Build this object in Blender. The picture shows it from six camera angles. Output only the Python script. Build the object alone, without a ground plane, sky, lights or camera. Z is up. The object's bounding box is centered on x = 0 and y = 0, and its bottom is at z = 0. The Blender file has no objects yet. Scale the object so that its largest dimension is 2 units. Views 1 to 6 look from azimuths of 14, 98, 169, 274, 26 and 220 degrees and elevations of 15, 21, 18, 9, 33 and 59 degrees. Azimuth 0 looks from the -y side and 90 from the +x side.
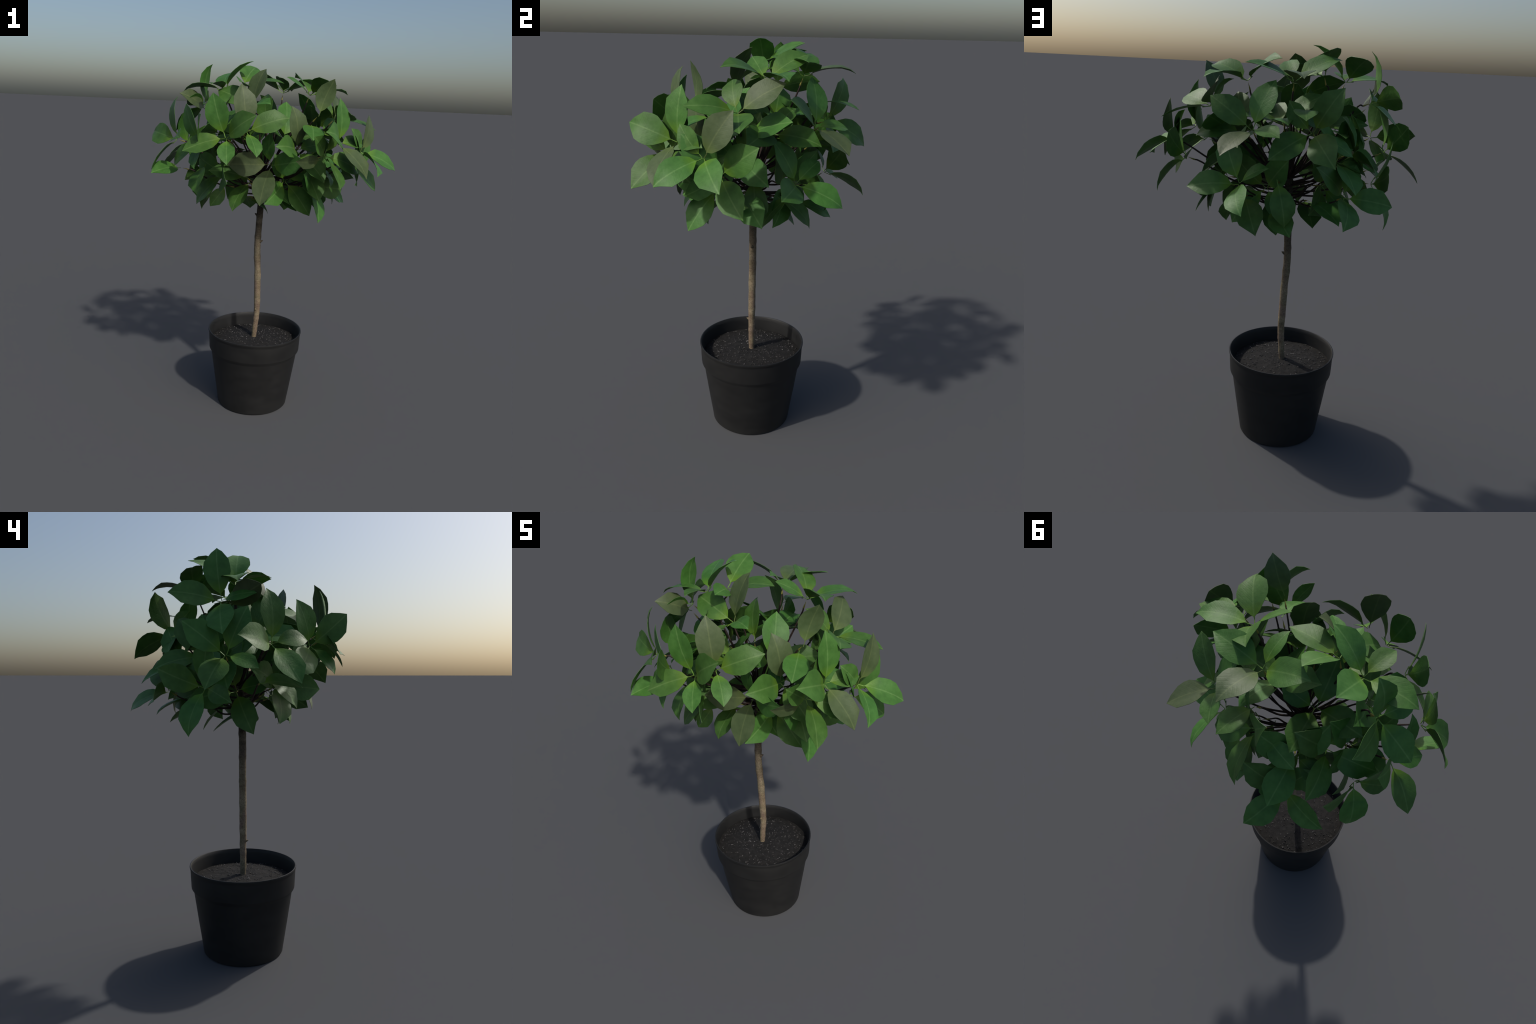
"""Small standard tree (round crown of oval leaves in whorls) in a black plastic nursery pot."""
import bpy, math, random
import numpy as np
from mathutils import Vector, Matrix, Euler, noise

random.seed(11)
COL = bpy.context.scene.collection
POT = Vector((-0.047, -0.025, 0.0))          # pot axis
CROWN = Vector((-0.02, -0.02, 1.52))

# ------------------------------------------------------------------ materials
def material(name):
    m = bpy.data.materials.new(name)
    m.use_nodes = True
    nt = m.node_tree
    for n in list(nt.nodes):
        nt.nodes.remove(n)
    out = nt.nodes.new("ShaderNodeOutputMaterial")
    bsdf = nt.nodes.new("ShaderNodeBsdfPrincipled")
    nt.links.new(bsdf.outputs[0], out.inputs[0])
    return m, nt, bsdf, out

def node(nt, kind, **props):
    n = nt.nodes.new(kind)
    for k, v in props.items():
        setattr(n, k, v)
    return n

def put(nt, sock, val):
    if isinstance(val, bpy.types.NodeSocket):
        nt.links.new(val, sock)
    else:
        sock.default_value = val

def mix(nt, fac, a, b, blend="MIX"):
    n = node(nt, "ShaderNodeMix", data_type="RGBA", blend_type=blend)
    put(nt, n.inputs[0], fac); put(nt, n.inputs[6], a); put(nt, n.inputs[7], b)
    return n.outputs[2]

def calc(nt, op, a, b=0.0, c=0.0, clamp=False):
    n = node(nt, "ShaderNodeMath", operation=op, use_clamp=clamp)
    put(nt, n.inputs[0], a); put(nt, n.inputs[1], b)
    if len(n.inputs) > 2:
        put(nt, n.inputs[2], c)
    return n.outputs[0]

def ramp(nt, fac, stops):
    n = node(nt, "ShaderNodeValToRGB")
    el = n.color_ramp.elements
    while len(el) < len(stops):
        el.new(0.5)
    for e, (p, c) in zip(el, stops):
        e.position = p
        e.color = c if len(c) == 4 else (*c, 1)
    put(nt, n.inputs[0], fac)
    return n.outputs[0]

def coords(nt, scale=(1, 1, 1), kind="Object"):
    tc = node(nt, "ShaderNodeTexCoord")
    mp = node(nt, "ShaderNodeMapping")
    mp.inputs["Scale"].default_value = scale
    nt.links.new(tc.outputs[kind], mp.inputs[0])
    return mp.outputs[0]

def noise_tex(nt, vec, scale, detail=3.0, rough=0.55, out="Fac"):
    n = node(nt, "ShaderNodeTexNoise")
    put(nt, n.inputs["Vector"], vec)
    n.inputs["Scale"].default_value = scale
    n.inputs["Detail"].default_value = detail
    n.inputs["Roughness"].default_value = rough
    return n.outputs[out]

def bump(nt, height, strength, dist=0.002):
    n = node(nt, "ShaderNodeBump")
    n.inputs["Strength"].default_value = strength
    n.inputs["Distance"].default_value = dist
    put(nt, n.inputs["Height"], height)
    return n.outputs[0]

LEAF_L, LEAF_W = 0.203, 0.6
def leaf_material(name, TOP_A, TOP_B, TOP_C, VEIN_T, FOOT_T, RIB_T):
    """Glossy dark green above, matt grey-olive below, pale midrib and veins, yellow-green foot."""
    m, nt, bsdf, out = material(name)
    tc = node(nt, "ShaderNodeTexCoord")
    sep = node(nt, "ShaderNodeSeparateXYZ")
    nt.links.new(tc.outputs["Object"], sep.inputs[0])
    x, y = sep.outputs[0], sep.outputs[1]           # x across, y along (unit leaf, length 1)
    info = node(nt, "ShaderNodeObjectInfo")
    rnd = info.outputs["Random"]
    shift = node(nt, "ShaderNodeCombineXYZ")
    put(nt, shift.inputs[2], calc(nt, "MULTIPLY", rnd, 37.0))
    vec = node(nt, "ShaderNodeVectorMath", operation="ADD")
    nt.links.new(tc.outputs["Object"], vec.inputs[0]); nt.links.new(shift.outputs[0], vec.inputs[1])
    n1 = noise_tex(nt, vec.outputs[0], 4.5, 4.0, 0.6)
    n2 = noise_tex(nt, vec.outputs[0], 14.0, 2.0, 0.6)
    ax = calc(nt, "ABSOLUTE", x)
    wob = calc(nt, "MULTIPLY_ADD", n2, 0.012, -0.006)
    rib = calc(nt, "SUBTRACT", 1.0, calc(nt, "DIVIDE", calc(nt, "ADD", ax, wob), 0.022), clamp=True)
    rib = calc(nt, "MULTIPLY", rib, calc(nt, "MULTIPLY_ADD", n1, 0.9, 0.15), clamp=True)
    # slanting side veins
    v = calc(nt, "MULTIPLY_ADD", ax, -1.1, y)
    saw = calc(nt, "FRACT", calc(nt, "MULTIPLY", v, 9.0))
    vein = calc(nt, "SUBTRACT", 1.0, calc(nt, "DIVIDE", calc(nt, "ABSOLUTE", calc(nt, "SUBTRACT", saw, 0.5)), 0.16), clamp=True)
    vein = calc(nt, "MULTIPLY", vein, 0.06)
    foot = calc(nt, "SUBTRACT", 1.0, calc(nt, "DIVIDE", y, 0.30), clamp=True)
    foot = calc(nt, "MULTIPLY", foot, 0.75)
    top = ramp(nt, n1, [(0.25, TOP_A), (0.5, TOP_B), (0.75, TOP_C)])
    top = mix(nt, vein, top, VEIN_T)
    top = mix(nt, foot, top, FOOT_T)
    top = mix(nt, calc(nt, "MULTIPLY", rib, 0.75), top, RIB_T)
    vary = calc(nt, "MULTIPLY_ADD", rnd, 0.3, 0.85)
    hsv = node(nt, "ShaderNodeHueSaturation")
    put(nt, hsv.inputs["Hue"], calc(nt, "MULTIPLY_ADD", rnd, 0.018, 0.491))
    put(nt, hsv.inputs["Value"], vary)
    put(nt, hsv.inputs["Color"], top)
    put(nt, bsdf.inputs["Base Color"], hsv.outputs[0])
    bsdf.inputs["Roughness"].default_value = LEAF_ROUGH
    put(nt, bsdf.inputs["Specular IOR Level"], LEAF_SPEC)
    h = calc(nt, "ADD", calc(nt, "MULTIPLY", n2, 0.4), calc(nt, "MULTIPLY", vein, -1.2))
    put(nt, bsdf.inputs["Normal"], bump(nt, h, 0.10, 0.02))
    return m

GREEN = ((0.040, 0.112, 0.018), (0.054, 0.145, 0.025), (0.074, 0.178, 0.036),
         (0.085, 0.19, 0.050, 1), (0.13, 0.25, 0.012, 1), (0.16, 0.28, 0.085, 1))
OLIVE = ((0.052, 0.082, 0.030), (0.068, 0.102, 0.040), (0.085, 0.120, 0.050),
         (0.09, 0.125, 0.055, 1), (0.10, 0.15, 0.03, 1), (0.15, 0.19, 0.075, 1))
LEAF_ROUGH, LEAF_SPEC = 0.52, 0.30

def bark_material():
    m, nt, bsdf, out = material("bark_tan")
    c = coords(nt, (1, 1, 1))
    sep = node(nt, "ShaderNodeSeparateXYZ"); nt.links.new(c, sep.inputs[0])
    z = sep.outputs[2]
    rings = noise_tex(nt, coords(nt, (6, 6, 28)), 1.0, 4.0, 0.65)
    patch = noise_tex(nt, coords(nt, (18, 18, 11)), 1.0, 3.0, 0.6)
    fine = noise_tex(nt, c, 160.0, 3.0, 0.7)
    tan = ramp(nt, rings, [(0.25, (0.125, 0.092, 0.055)), (0.5, (0.235, 0.185, 0.115)), (0.72, (0.33, 0.27, 0.18))])
    pink = mix(nt, calc(nt, "MULTIPLY", ramp(nt, patch, [(0.5, (0, 0, 0)), (0.65, (1, 1, 1))]), 0.55), tan, (0.20, 0.135, 0.115, 1))
    green = mix(nt, calc(nt, "MULTIPLY", ramp(nt, patch, [(0.35, (1, 1, 1)), (0.5, (0, 0, 0))]), 0.5), pink, (0.115, 0.115, 0.072, 1))
    dark = ramp(nt, rings, [(0.3, (0.045, 0.034, 0.026)), (0.55, (0.085, 0.072, 0.056)), (0.75, (0.13, 0.11, 0.085))])
    # older brown bark gives way to darker young wood in irregular rings up the stem
    zz = calc(nt, "ADD", z, calc(nt, "MULTIPLY_ADD", patch, 0.24, -0.12))
    f = ramp(nt, calc(nt, "DIVIDE", calc(nt, "SUBTRACT", zz, 0.82), 0.36), [(0.0, (0, 0, 0)), (1.0, (1, 1, 1))])
    col = mix(nt, f, green, dark)
    speck = ramp(nt, fine, [(0.36, (0.45, 0.42, 0.40)), (0.55, (1, 1, 1))])
    col = mix(nt, 0.8, col, speck, "MULTIPLY")
    put(nt, bsdf.inputs["Base Color"], col)
    bsdf.inputs["Roughness"].default_value = 0.85
    bsdf.inputs["Specular IOR Level"].default_value = 0.25
    put(nt, bsdf.inputs["Normal"], bump(nt, calc(nt, "ADD", rings, fine), 0.5, 0.003))
    return m

def twig_material():
    m, nt, bsdf, out = material("twig_dark_brown")
    n = noise_tex(nt, coords(nt), 60.0, 3.0)
    put(nt, bsdf.inputs["Base Color"], ramp(nt, n, [(0.3, (0.020, 0.012, 0.010)), (0.6, (0.042, 0.026, 0.022)), (0.8, (0.075, 0.048, 0.040))]))
    bsdf.inputs["Roughness"].default_value = 0.7
    bsdf.inputs["Specular IOR Level"].default_value = 0.3
    return m

def bud_material():
    m, nt, bsdf, out = material("bud_yellow_green")
    n = noise_tex(nt, coords(nt), 90.0, 2.0)
    put(nt, bsdf.inputs["Base Color"], ramp(nt, n, [(0.3, (0.14, 0.13, 0.02)), (0.7, (0.30, 0.27, 0.045))]))
    bsdf.inputs["Roughness"].default_value = 0.6
    return m

def pot_material():
    m, nt, bsdf, out = material("black_plastic")
    n = noise_tex(nt, coords(nt, (1, 1, 2.2)), 7.0, 4.0, 0.6)
    s = noise_tex(nt, coords(nt, (9, 9, 1.2)), 3.0, 3.0)
    col = ramp(nt, n, [(0.3, (0.0115, 0.0115, 0.0115)), (0.7, (0.0195, 0.0195, 0.0190))])
    col = mix(nt, calc(nt, "MULTIPLY", s, 0.12), col, (0.035, 0.033, 0.03, 1))
    put(nt, bsdf.inputs["Base Color"], col)
    put(nt, bsdf.inputs["Roughness"], calc(nt, "MULTIPLY_ADD", n, 0.2, 0.45))
    bsdf.inputs["Specular IOR Level"].default_value = 0.28
    put(nt, bsdf.inputs["Normal"], bump(nt, n, 0.12, 0.01))
    return m

def soil_material():
    m, nt, bsdf, out = material("potting_soil")
    c = coords(nt)
    n = noise_tex(nt, c, 40.0, 5.0, 0.65)
    big = noise_tex(nt, c, 9.0, 3.0)
    vor = node(nt, "ShaderNodeTexVoronoi"); put(nt, vor.inputs["Vector"], coords(nt, (34, 60, 30))); vor.inputs["Scale"].default_value = 1.0
    chip = ramp(nt, vor.outputs["Distance"], [(0.10, (1, 1, 1)), (0.22, (0, 0, 0))])
    keep = ramp(nt, vor.outputs["Color"], [(0.62, (0, 0, 0)), (0.75, (1, 1, 1))])
    mask = calc(nt, "MULTIPLY", calc(nt, "MULTIPLY", chip, keep), ramp(nt, big, [(0.40, (0, 0, 0)), (0.65, (0.8, 0.8, 0.8))]))
    base = ramp(nt, n, [(0.3, (0.012, 0.0115, 0.011)), (0.6, (0.021, 0.020, 0.019)), (0.8, (0.036, 0.034, 0.032))])
    put(nt, bsdf.inputs["Base Color"], mix(nt, mask, base, (0.11, 0.105, 0.10, 1)))
    bsdf.inputs["Roughness"].default_value = 0.9
    bsdf.inputs["Specular IOR Level"].default_value = 0.2
    put(nt, bsdf.inputs["Normal"], bump(nt, n, 0.5, 0.006))
    return m

def chip_material():
    m, nt, bsdf, out = material("soil_chip_grey")
    info = node(nt, "ShaderNodeNewGeometry")
    put(nt, bsdf.inputs["Base Color"], ramp(nt, info.outputs["Random Per Island"], [(0.0, (0.030, 0.028, 0.026)), (0.7, (0.07, 0.066, 0.062)), (1.0, (0.17, 0.165, 0.16))]))
    bsdf.inputs["Roughness"].default_value = 0.9
    return m

M_GREEN, M_OLIVE = leaf_material("leaf_green", *GREEN), leaf_material("leaf_olive", *OLIVE)
M_BARK, M_TWIG, M_BUD = bark_material(), twig_material(), bud_material()
M_POT, M_SOIL, M_CHIP = pot_material(), soil_material(), chip_material()

# ------------------------------------------------------------------ helpers
def mesh(name, verts, faces, mat, smooth=True):
    me = bpy.data.meshes.new(name)
    me.from_pydata([tuple(v) for v in verts], [], faces)
    me.materials.append(mat)
    if smooth:
        me.polygons.foreach_set("use_smooth", [True] * len(me.polygons))
    me.update()
    return me

def place(name, me, parent, matrix=None):
    ob = bpy.data.objects.new(name, me)
    COL.objects.link(ob)
    ob.parent = parent
    if matrix is not None:
        ob.matrix_local = matrix
    return ob

def lathe(profile, segs=64, centre=POT):
    """closed profile of (radius, z) turned round the pot axis"""
    vs, fs = [], []
    k = len(profile)
    for i in range(segs):
        a = 2 * math.pi * i / segs
        for r, z in profile:
            vs.append((centre.x + r * math.cos(a), centre.y + r * math.sin(a), z))
    for i in range(segs):
        j = (i + 1) % segs
        for p in range(k - 1):
            fs.append((i * k + p, j * k + p, j * k + p + 1, i * k + p + 1))
    return vs, fs

def catmull(pts, per=6):
    P = [Vector(p) for p in pts]
    P = [2 * P[0] - P[1]] + P + [2 * P[-1] - P[-2]]
    out = []
    for i in range(1, len(P) - 2):
        a, b, c, d = P[i - 1:i + 3]
        for s in range(per):
            t = s / per
            out.append(0.5 * (2 * b + (c - a) * t + (2 * a - 5 * b + 4 * c - d) * t * t + (3 * b - a - 3 * c + d) * t ** 3))
    out.append(P[-2])
    return out

def tube(path, radii, segs=8, wob=0.0):
    vs, fs = [], []
    n = len(path)
    ref = Vector((0.3, 0.9, 0.1))
    for i, p in enumerate(path):
        d = (path[min(i + 1, n - 1)] - path[max(i - 1, 0)]).normalized()
        u = d.cross(ref).normalized(); w = d.cross(u)
        for s in range(segs):
            a = 2 * math.pi * s / segs
            o = u * math.cos(a) + w * math.sin(a)
            r = radii[i]
            if wob:
                r *= 1 + wob * noise.noise((p + o * 0.03) * 22.0) + 0.6 * wob * noise.noise(p * 40.0)
            vs.append(p + o * r)
    for i in range(n - 1):
        for s in range(segs):
            t = (s + 1) % segs
            fs.append((i * segs + s, i * segs + t, (i + 1) * segs + t, (i + 1) * segs + s))
    fs.append(tuple(range(segs))[::-1])
    fs.append(tuple((n - 1) * segs + s for s in range(segs)))
    return vs, fs

# ------------------------------------------------------------------ the thing
tree = bpy.data.objects.new("potted_tree", None)
COL.objects.link(tree)
tree["label"] = "small round-crowned evergreen tree in a black plastic pot"
tree["category"] = "potted plant"

# pot: tapered wall, collar band with a step under it, thin rolled lip, hollow inside
profile = [(0.0, 0.006), (0.195, 0.006), (0.2, 0.0), (0.206, 0.0), (0.2105, 0.004), (0.2125, 0.02), (0.2345, 0.17), (0.2570, 0.330),
           (0.2582, 0.336), (0.2690, 0.352), (0.2700, 0.357), (0.2735, 0.440), (0.2740, 0.452), (0.2768, 0.457),
           (0.2778, 0.463), (0.2768, 0.4675), (0.2725, 0.468), (0.2690, 0.464), (0.2665, 0.445), (0.2540, 0.330)]
vs, fs = lathe(profile)
me = mesh("flower_pot", vs, fs, M_POT)
flower_pot = place("flower_pot", me, tree)
me.set_sharp_from_angle(angle=math.radians(40))

# soil: shallow lumpy disc inside the pot
vs, fs = [], []
RINGS, SEG, SOIL_Z, SOIL_R = 22, 96, 0.400, 0.2605
vs.append((POT.x, POT.y, SOIL_Z + 0.014))
for r in range(1, RINGS + 1):
    for s in range(SEG):
        a = 2 * math.pi * s / SEG
        R = SOIL_R * r / RINGS
        p = Vector((POT.x + R * math.cos(a), POT.y + R * math.sin(a), 0))
        h = 0.0035 * noise.noise(p * 18) + 0.0022 * noise.noise(p * 55) + 0.014 * (1 - (r / RINGS) ** 2) - 0.010 * (r / RINGS) ** 3
        vs.append((p.x, p.y, SOIL_Z + h))
for s in range(SEG):
    fs.append((0, 1 + s, 1 + (s + 1) % SEG))
for r in range(RINGS - 1):
    for s in range(SEG):
        t = (s + 1) % SEG
        fs.append((1 + r * SEG + s, 1 + (r + 1) * SEG + s, 1 + (r + 1) * SEG + t, 1 + r * SEG + t))
soil = place("soil", mesh("soil", vs, fs, M_SOIL), tree)

# loose bark chips and perlite crumbs on the soil
rng = random.Random(5)
vs, fs = [], []
for i in range(420):
    R = SOIL_R * 0.94 * math.sqrt(rng.random()); a = rng.uniform(0, 6.283)
    if R < 0.03:
        continue
    c = Vector((POT.x + R * math.cos(a), POT.y + R * math.sin(a), SOIL_Z + 0.002 + 0.014 * (1 - (R / SOIL_R) ** 2) - 0.010 * (R / SOIL_R) ** 3))
    L = rng.choice((0.003, 0.004, 0.006, 0.009, 0.012)) * rng.uniform(0.6, 1.2)
    w, h = rng.uniform(0.0012, 0.0026), rng.uniform(0.001, 0.0022)
    t = rng.uniform(0, 3.14); d = Vector((math.cos(t), math.sin(t), rng.uniform(-0.15, 0.15))); e = Vector((-d.y, d.x, 0))
    k = len(vs)
    for sx, sy, sz in ((-1, -1, 0), (1, -.7, 0), (1, .7, 0), (-1, 1, 0), (-.7, -.6, 1), (.7, -.5, 1), (.8, .4, 1), (-.8, .7, 1)):
        vs.append(c + d * (sx * L / 2) + e * (sy * w) + Vector((0, 0, sz * h)))
    for f in ((0, 1, 5, 4), (1, 2, 6, 5), (2, 3, 7, 6), (3, 0, 4, 7), (4, 5, 6, 7)):
        fs.append(tuple(k + q for q in f))
chips = place("soil_chip", mesh("soil_chip", vs, fs, M_CHIP, False), soil)
chips["kind"] = "stuff"

# trunk: gently S-curved stem with knots
STEM = [(-0.0535, -0.025, 0.385), (-0.053, -0.025, 0.40), (-0.047, -0.026, 0.47), (-0.041, -0.025, 0.54), (-0.039, -0.025, 0.61), (-0.041, -0.025, 0.68),
        (-0.043, -0.025, 0.75), (-0.045, -0.025, 0.82), (-0.050, -0.025, 0.89), (-0.053, -0.025, 0.96), (-0.052, -0.025, 1.03),
        (-0.049, -0.025, 1.10), (-0.046, -0.023, 1.20), (-0.043, -0.020, 1.30), (-0.038, -0.012, 1.39)]
path = catmull(STEM, 10)
radii = [0.0150 + 0.0035 * min(1, max(0, (p.z - 0.45) / 0.2)) - 0.0005 * max(0, p.z - 1.2) / 0.2 for p in path]
for i, p in enumerate(path):                     # swollen nodes along the stem
    for zc, amt in ((0.455, .10), (0.53, .07), (0.66, .05), (0.80, .06), (0.905, .07), (1.03, .06), (1.15, .08), (1.38, .14)):
        radii[i] *= 1 + amt * math.exp(-((p.z - zc) / 0.012) ** 2)
vs, fs = tube(path, radii, 20, 0.07)
trunk = place("trunk", mesh("trunk", vs, fs, M_BARK), tree)

def stub(at, out, size):
    """broken-off twig stub on the stem"""
    at, out = Vector(at), Vector(out).normalized()
    p = [at - out * size * 0.6, at + out * size * 0.1, at + out * size * 0.6 + Vector((0, 0, size * .15)), at + out * size + Vector((0, 0, size * .3))]
    vs, fs = tube(p, [size * 0.9, size * 0.62, size * 0.38, size * 0.16], 8)
    place("twig_stub", mesh("twig_stub", vs, fs, M_BARK), trunk)

stub((-0.045 + 0.001, -0.043, 0.592), (-0.1, -1, 0.1), 0.010)
stub((-0.034, -0.026, 1.005), (1, 0.1, 0.3), 0.012)
stub((-0.066, -0.027, 1.16), (-1, 0, 0.4), 0.010)

# ------------------------------------------------------------------ leaves
OUTLINE = [(0.0, 0.0), (0.035, 0.07), (0.11, 0.42), (0.26, 0.80), (0.42, 0.985), (0.54, 1.0), (0.70, 0.90), (0.88, 0.40), (0.955, 0.14), (1.0, 0.0)]
ACROSS = (-1.0, -0.5, 0.0, 0.5, 1.0)

def leaf_mesh(name, arch, fold, twist, curl, width, seed, mat):
    """unit blade: y along the midrib 0..1, x across, z up; folded on the midrib and bowed"""
    r = random.Random(seed)
    top = []
    for s, w in OUTLINE:
        zc = arch * (1 - ((s - 0.46) / (0.46 if s < 0.46 else 0.54)) ** 2) - curl * max(0, s - 0.7) ** 2 * 2
        tw = twist * (s - 0.4)
        for a in ACROSS:
            hw = 0.5 * width * w * (1 + r.uniform(-0.05, 0.05) * abs(a))
            x = a * hw
            z = zc + fold * abs(x) - 0.55 * fold * x * x / (0.5 * width) + tw * x
            top.append(Vector((x, s + (0.012 * r.uniform(-1, 1) if 0.05 < s < 0.95 else 0), z)))
    n, k = len(OUTLINE), len(ACROSS)
    th = 0.0035
    vs = [v + Vector((0, 0, th)) for v in top] + [v - Vector((0, 0, th)) for v in top]
    fs = []
    for i in range(n - 1):
        for j in range(k - 1):
            q = (i * k + j, i * k + j + 1, (i + 1) * k + j + 1, (i + 1) * k + j)
            fs.append(q)
            fs.append(tuple(n * k + t for t in q[::-1]))
    o = n * k
    for i in range(n - 1):
        fs.append((i * k, (i + 1) * k, o + (i + 1) * k, o + i * k))
        fs.append((i * k + k - 1, o + i * k + k - 1, o + (i + 1) * k + k - 1, (i + 1) * k + k - 1))
    # short stalk
    b = len(vs)
    for yy, rr in ((-0.12, 0.010), (0.06, 0.012)):
        for a in (0, 2.1, 4.2):
            vs.append(Vector((rr * math.cos(a), yy, rr * math.sin(a) - 0.004 - 0.10 * (yy < 0) * 0.2)))
    for a in range(3):
        c = (a + 1) % 3
        fs.append((b + a, b + c, b + 3 + c, b + 3 + a))
    me = mesh(name, vs, fs, mat)
    me.validate()
    import bmesh
    bm = bmesh.new(); bm.from_mesh(me)
    bmesh.ops.dissolve_degenerate(bm, dist=1e-5, edges=bm.edges)
    bm.to_mesh(me); bm.free()
    me.set_sharp_from_angle(angle=math.radians(70))
    return me

FORMS = [(0.055 + 0.035 * random.random(), 0.20 + 0.20 * random.random(), random.uniform(-0.22, 0.22),
          random.choice((0, 0, 0.2, 0.4)), LEAF_W * random.uniform(0.96, 1.05), 40 + i) for i in range(10)]
VAR = [leaf_mesh("leaf", *f, M_GREEN) for f in FORMS]
VAR_OLIVE = [leaf_mesh("leaf", *f, M_OLIVE) for f in FORMS]

def frame(base, tip, roll):
    y = (tip - base).normalized()
    ref = Vector((0, 0, 1)) if abs(y.z) < 0.95 else Vector((1, 0, 0))
    n0 = (ref - y * ref.dot(y)).normalized()
    x0 = y.cross(n0)
    n = math.cos(roll) * n0 + math.sin(roll) * x0
    return y.cross(n), y, n

# every shoot ends in the same rosette: three full leaves, one young small leaf, a pointed bud.
# (foot, tip, face normal) in the rosette's own frame
ROSETTE = (
    ((-0.008, 0.007, 0.020), (-0.023, 0.025, 0.219), (0.89, -0.45, 0.11)),
    ((-0.008, -0.022, 0.002), (-0.036, -0.212, 0.065), (0.93, -0.01, 0.37)),
    ((0.010, -0.006, -0.020), (0.152, -0.059, -0.153), (0.50, -0.43, 0.75)),
    ((0.005, 0.021, -0.001), (0.100, 0.132, -0.004), (0.52, -0.42, 0.73)),
)
BUD_TIP, BUD_FOOT = Vector((-0.014, 0.008, -0.009)), Vector((-0.043, 0.024, -0.025))
SHAPES = {}

def blade_matrix(foot, tip, normal):
    y = tip - foot
    L = y.length
    y.normalize()
    n = (normal - y * normal.dot(y)).normalized()
    m = Matrix((y.cross(n), y, n)).transposed().to_4x4()
    return Matrix.Translation(foot) @ m @ Matrix.Diagonal((L, L, L, 1))

def bud_mesh():
    prof = [(0.0, 0.095), (0.12, 0.115), (0.3, 0.09), (0.6, 0.05), (1.0, 0.0)]
    vs, fs = [], []
    for t, r in prof:
        for s in range(6):
            vs.append((r * math.cos(s * math.pi / 3), t, r * math.sin(s * math.pi / 3)))
    for i in range(4):
        for s in range(6):
            q = (s + 1) % 6
            fs.append((i * 6 + s, i * 6 + q, i * 6 + 6 + q, i * 6 + 6 + s))
    return mesh("bud", vs, fs, M_BUD)

BUD = bud_mesh()
count = 0

def stem_at(z):
    for a, b in zip(STEM, STEM[1:]):
        if a[2] <= z <= b[2]:
            t = (z - a[2]) / (b[2] - a[2])
            return Vector(a).lerp(Vector(b), t)
    return Vector(STEM[-1])

def shoot(at, turn, via=None, root=None, thick=None, bare=(), olive=()):
    """one leafy shoot: rosette centre, its turn (Euler degrees); the wood runs back to the stem head"""
    global count
    R = Euler([math.radians(a) for a in turn]).to_matrix()
    at = Vector(at)
    foot, tip = R @ BUD_FOOT + at, R @ BUD_TIP + at
    axis = (tip - foot).normalized()
    if root is None:
        root = stem_at(max(1.22, min(1.385, 1.10 + 0.48 * (foot.z - 1.0) + 0.02)))
    root = Vector(root)
    d = foot - root
    pts = [root]
    if via is None:
        via = root.lerp(foot, 0.55) + Vector((0, 0, -0.10 * d.to_2d().length)) - axis * 0.01
    pts.append(Vector(via))
    pts.append(foot - axis * 0.035)
    pts.append(foot + axis * 0.003)
    pts = catmull(pts, 7)
    n = len(pts)
    r0 = thick or (0.0062 if d.length > 0.42 else 0.0052)
    vs, fs = tube(pts, [r0 + (0.0032 - r0) * (i / (n - 1)) ** 0.8 for i in range(n)], 8, 0.10)
    wood = place("branch", mesh("branch", vs, fs, M_TWIG), tree)
    y = tip - foot
    place("bud", BUD, wood, blade_matrix(foot, tip, Vector((0.1, 0.2, 1))))
    if bare is None:
        return
    for k, (f, t, nrm) in enumerate(ROSETTE):
        if k in bare:
            continue
        count += 1
        place("leaf", (VAR_OLIVE if k in olive else VAR)[(count * 7 + count // 5) % len(VAR)], wood, blade_matrix(R @ Vector(f) + at, R @ Vector(t) + at, R @ Vector(nrm)))

def sprig(at, *blades):
    """a shoot whose leaves do not form the full rosette: (tip, roll about the midrib in degrees) for each"""
    global count
    at = Vector(at)
    root = stem_at(max(1.22, min(1.385, 1.10 + 0.48 * (at.z - 1.0) + 0.02)))
    axis = (at - root).normalized()
    foot = at - axis * 0.05
    pts = catmull([root, root.lerp(foot, 0.55) + Vector((0, 0, -0.10 * (foot - root).to_2d().length)), foot - axis * 0.03, foot], 7)
    n = len(pts)
    vs, fs = tube(pts, [0.0052 - 0.002 * i / (n - 1) for i in range(n)], 8, 0.10)
    wood = place("branch", mesh("branch", vs, fs, M_TWIG), tree)
    place("bud", BUD, wood, blade_matrix(foot, foot + axis * 0.037, Vector((0.1, 0.2, 1))))
    for tip, roll, *kind in blades:
        count += 1
        tip = Vector(tip)
        y = (tip - at).normalized()
        b = at + y * 0.015
        ref = Vector((0, 0, 1)) if abs(y.z) < 0.95 else Vector((1, 0, 0))
        n0 = (ref - y * ref.dot(y)).normalized()
        a = math.radians(roll)
        place("leaf", (VAR_OLIVE if kind else VAR)[(count * 7 + count // 5) % len(VAR)], wood, blade_matrix(b, tip, math.cos(a) * n0 + math.sin(a) * y.cross(n0)))

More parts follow.
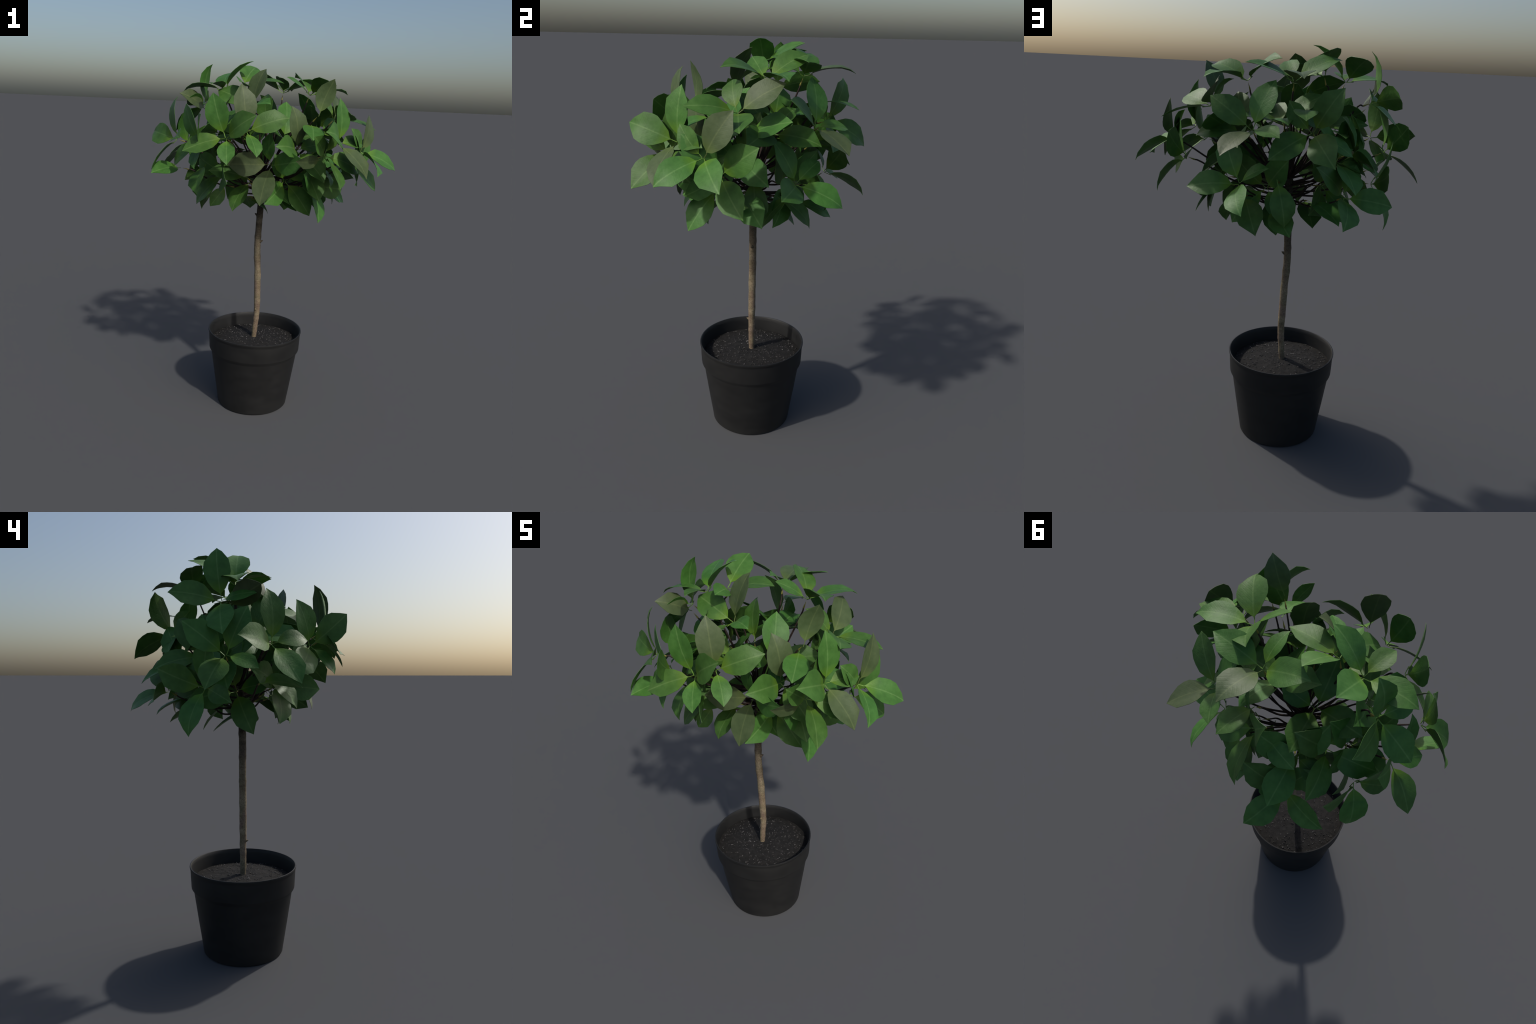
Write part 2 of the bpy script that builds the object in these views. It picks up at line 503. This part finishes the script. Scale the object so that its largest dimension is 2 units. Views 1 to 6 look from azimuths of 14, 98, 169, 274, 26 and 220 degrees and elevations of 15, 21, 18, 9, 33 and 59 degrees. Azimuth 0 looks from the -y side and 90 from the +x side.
shoot((-0.289, -0.016, 1.851), (-20, -35, -143))
shoot((0.406, -0.269, 1.600), (0, -0, 0), olive=(2,))
shoot((-0.149, -0.414, 1.607), (-53, 12, -112))
shoot((0.188, 0.065, 1.842), (-17, -68, 156))
shoot((0.190, 0.285, 1.651), (-18, -11, 77), olive=(2,))
shoot((-0.414, 0.033, 1.760), (9, -2, -158))
shoot((-0.043, -0.401, 1.646), (-65, 1, -75), bare=(2,), olive=(1,))
shoot((-0.497, -0.196, 1.574), (11, 2, -115))
shoot((0.508, -0.136, 1.558), (154, -66, -22), olive=(2,))
shoot((-0.423, 0.107, 1.387), (-3, 29, 176))
shoot((-0.503, 0.003, 1.529), (-19, 8, -164))
shoot((0.234, 0.216, 1.409), (21, -23, 86))
shoot((-0.300, -0.359, 1.572), (-42, 24, -146))
shoot((-0.222, 0.318, 1.373), (41, -34, 161))
shoot((0.188, -0.233, 1.554), (9, -3, -6), olive=(0,))
shoot((0.346, -0.029, 1.720), (43, -76, 80), olive=(2,))
shoot((-0.282, 0.137, 1.533), (30, -25, -158))
shoot((-0.203, 0.243, 1.513), (-29, 2, 139))
shoot((0.460, -0.077, 1.476), (-122, -14, -44))
shoot((-0.097, -0.133, 1.764), (-7, -19, -90), olive=(0,))
shoot((0.005, 0.209, 1.851), (-20, -67, -144), olive=(1,))
shoot((-0.174, -0.008, 1.875), (-70, -54, -97), bare=(2,))
shoot((-0.058, 0.319, 1.643), (151, -58, 54))
shoot((0.054, -0.275, 1.471), (94, -33, -73), olive=(0, 1))
shoot((0.346, -0.320, 1.541), (172, -54, -37))

sprig((0.281, -0.216, 1.731), ((0.350, -0.217, 1.908), -53, True))
sprig((0.325, -0.332, 1.520), ((0.218, -0.422, 1.509), -110, True))
sprig((-0.396, 0.005, 1.734), ((-0.490, -0.148, 1.815), -59, True))
sprig((-0.489, -0.145, 1.412), ((-0.586, -0.320, 1.391), -30))
sprig((-0.086, -0.151, 1.358), ((-0.145, -0.273, 1.219), -8))
sprig((-0.209, -0.169, 1.335), ((-0.285, -0.214, 1.219), -77))
sprig((0.120, -0.045, 1.330), ((0.194, -0.204, 1.229), 31))
sprig((-0.340, -0.157, 1.436), ((-0.340, -0.304, 1.300), 32))
sprig((-0.012, -0.088, 1.667), ((-0.052, 0.021, 1.832), -43))
sprig((0.222, 0.186, 1.346), ((0.270, 0.060, 1.203), -10))
sprig((0.080, 0.200, 1.280), ((0.020, 0.360, 1.200), 21))
sprig((-0.030, 0.290, 1.730), ((0.000, 0.460, 1.700), -1))
sprig((0.070, 0.060, 1.300), ((0.050, 0.190, 1.160), 6))
sprig((-0.130, -0.070, 1.270), ((-0.140, 0.110, 1.170), -4))
sprig((0.190, 0.130, 1.330), ((0.160, 0.280, 1.190), 25))
sprig((-0.100, -0.090, 1.260), ((0.010, -0.050, 1.180), 12))
sprig((0.000, -0.120, 1.330), ((0.160, -0.220, 1.270), 9))
sprig((0.240, -0.160, 1.680), ((0.280, -0.340, 1.610), -12))
sprig((-0.090, -0.200, 1.390), ((-0.280, -0.270, 1.420), -44))
sprig((0.290, 0.030, 1.430), ((0.350, 0.060, 1.240), 19))
sprig((0.220, -0.160, 1.440), ((0.320, -0.270, 1.300), 11))
sprig((0.270, -0.020, 1.360), ((0.410, 0.090, 1.250), 41))
sprig((0.070, 0.280, 1.430), ((0.040, 0.340, 1.240), 25))
sprig((-0.090, 0.220, 1.330), ((-0.190, 0.380, 1.260), 6))
sprig((0.270, 0.010, 1.620), ((0.360, 0.200, 1.685), 46))
sprig((-0.100, 0.300, 1.620), ((-0.250, 0.300, 1.540), 37))

# shorter shoots inside the crown and drooping ones round the stem head close the gaps
def inner_shoot(at, spin):
    at = Vector(at)
    axis = (at - Vector((-0.04, -0.02, 1.36))).normalized()
    q = (BUD_TIP - BUD_FOOT).normalized().rotation_difference(axis)
    R = Matrix.Rotation(math.radians(spin), 3, axis) @ q.to_matrix()
    shoot(at, [math.degrees(a) for a in R.to_euler()])

for at, spin in (((-0.10, -0.16, 1.60), 20), ((-0.28, -0.10, 1.62), 140), ((0.10, -0.14, 1.60), 250), ((0.20, 0.10, 1.62), 80),
                 ((-0.16, 0.08, 1.64), 310), ((0.02, 0.08, 1.66), 200), ((-0.32, 0.04, 1.52), 60), ((0.24, -0.04, 1.50), 160),
                 ((-0.22, -0.20, 1.40), 30), ((0.12, -0.17, 1.38), 120), ((-0.17, 0.14, 1.38), 230), ((0.10, 0.14, 1.37), 340),
                 ((0.26, -0.14, 1.37), 75), ((-0.29, -0.02, 1.37), 290)):
    inner_shoot(at, spin)
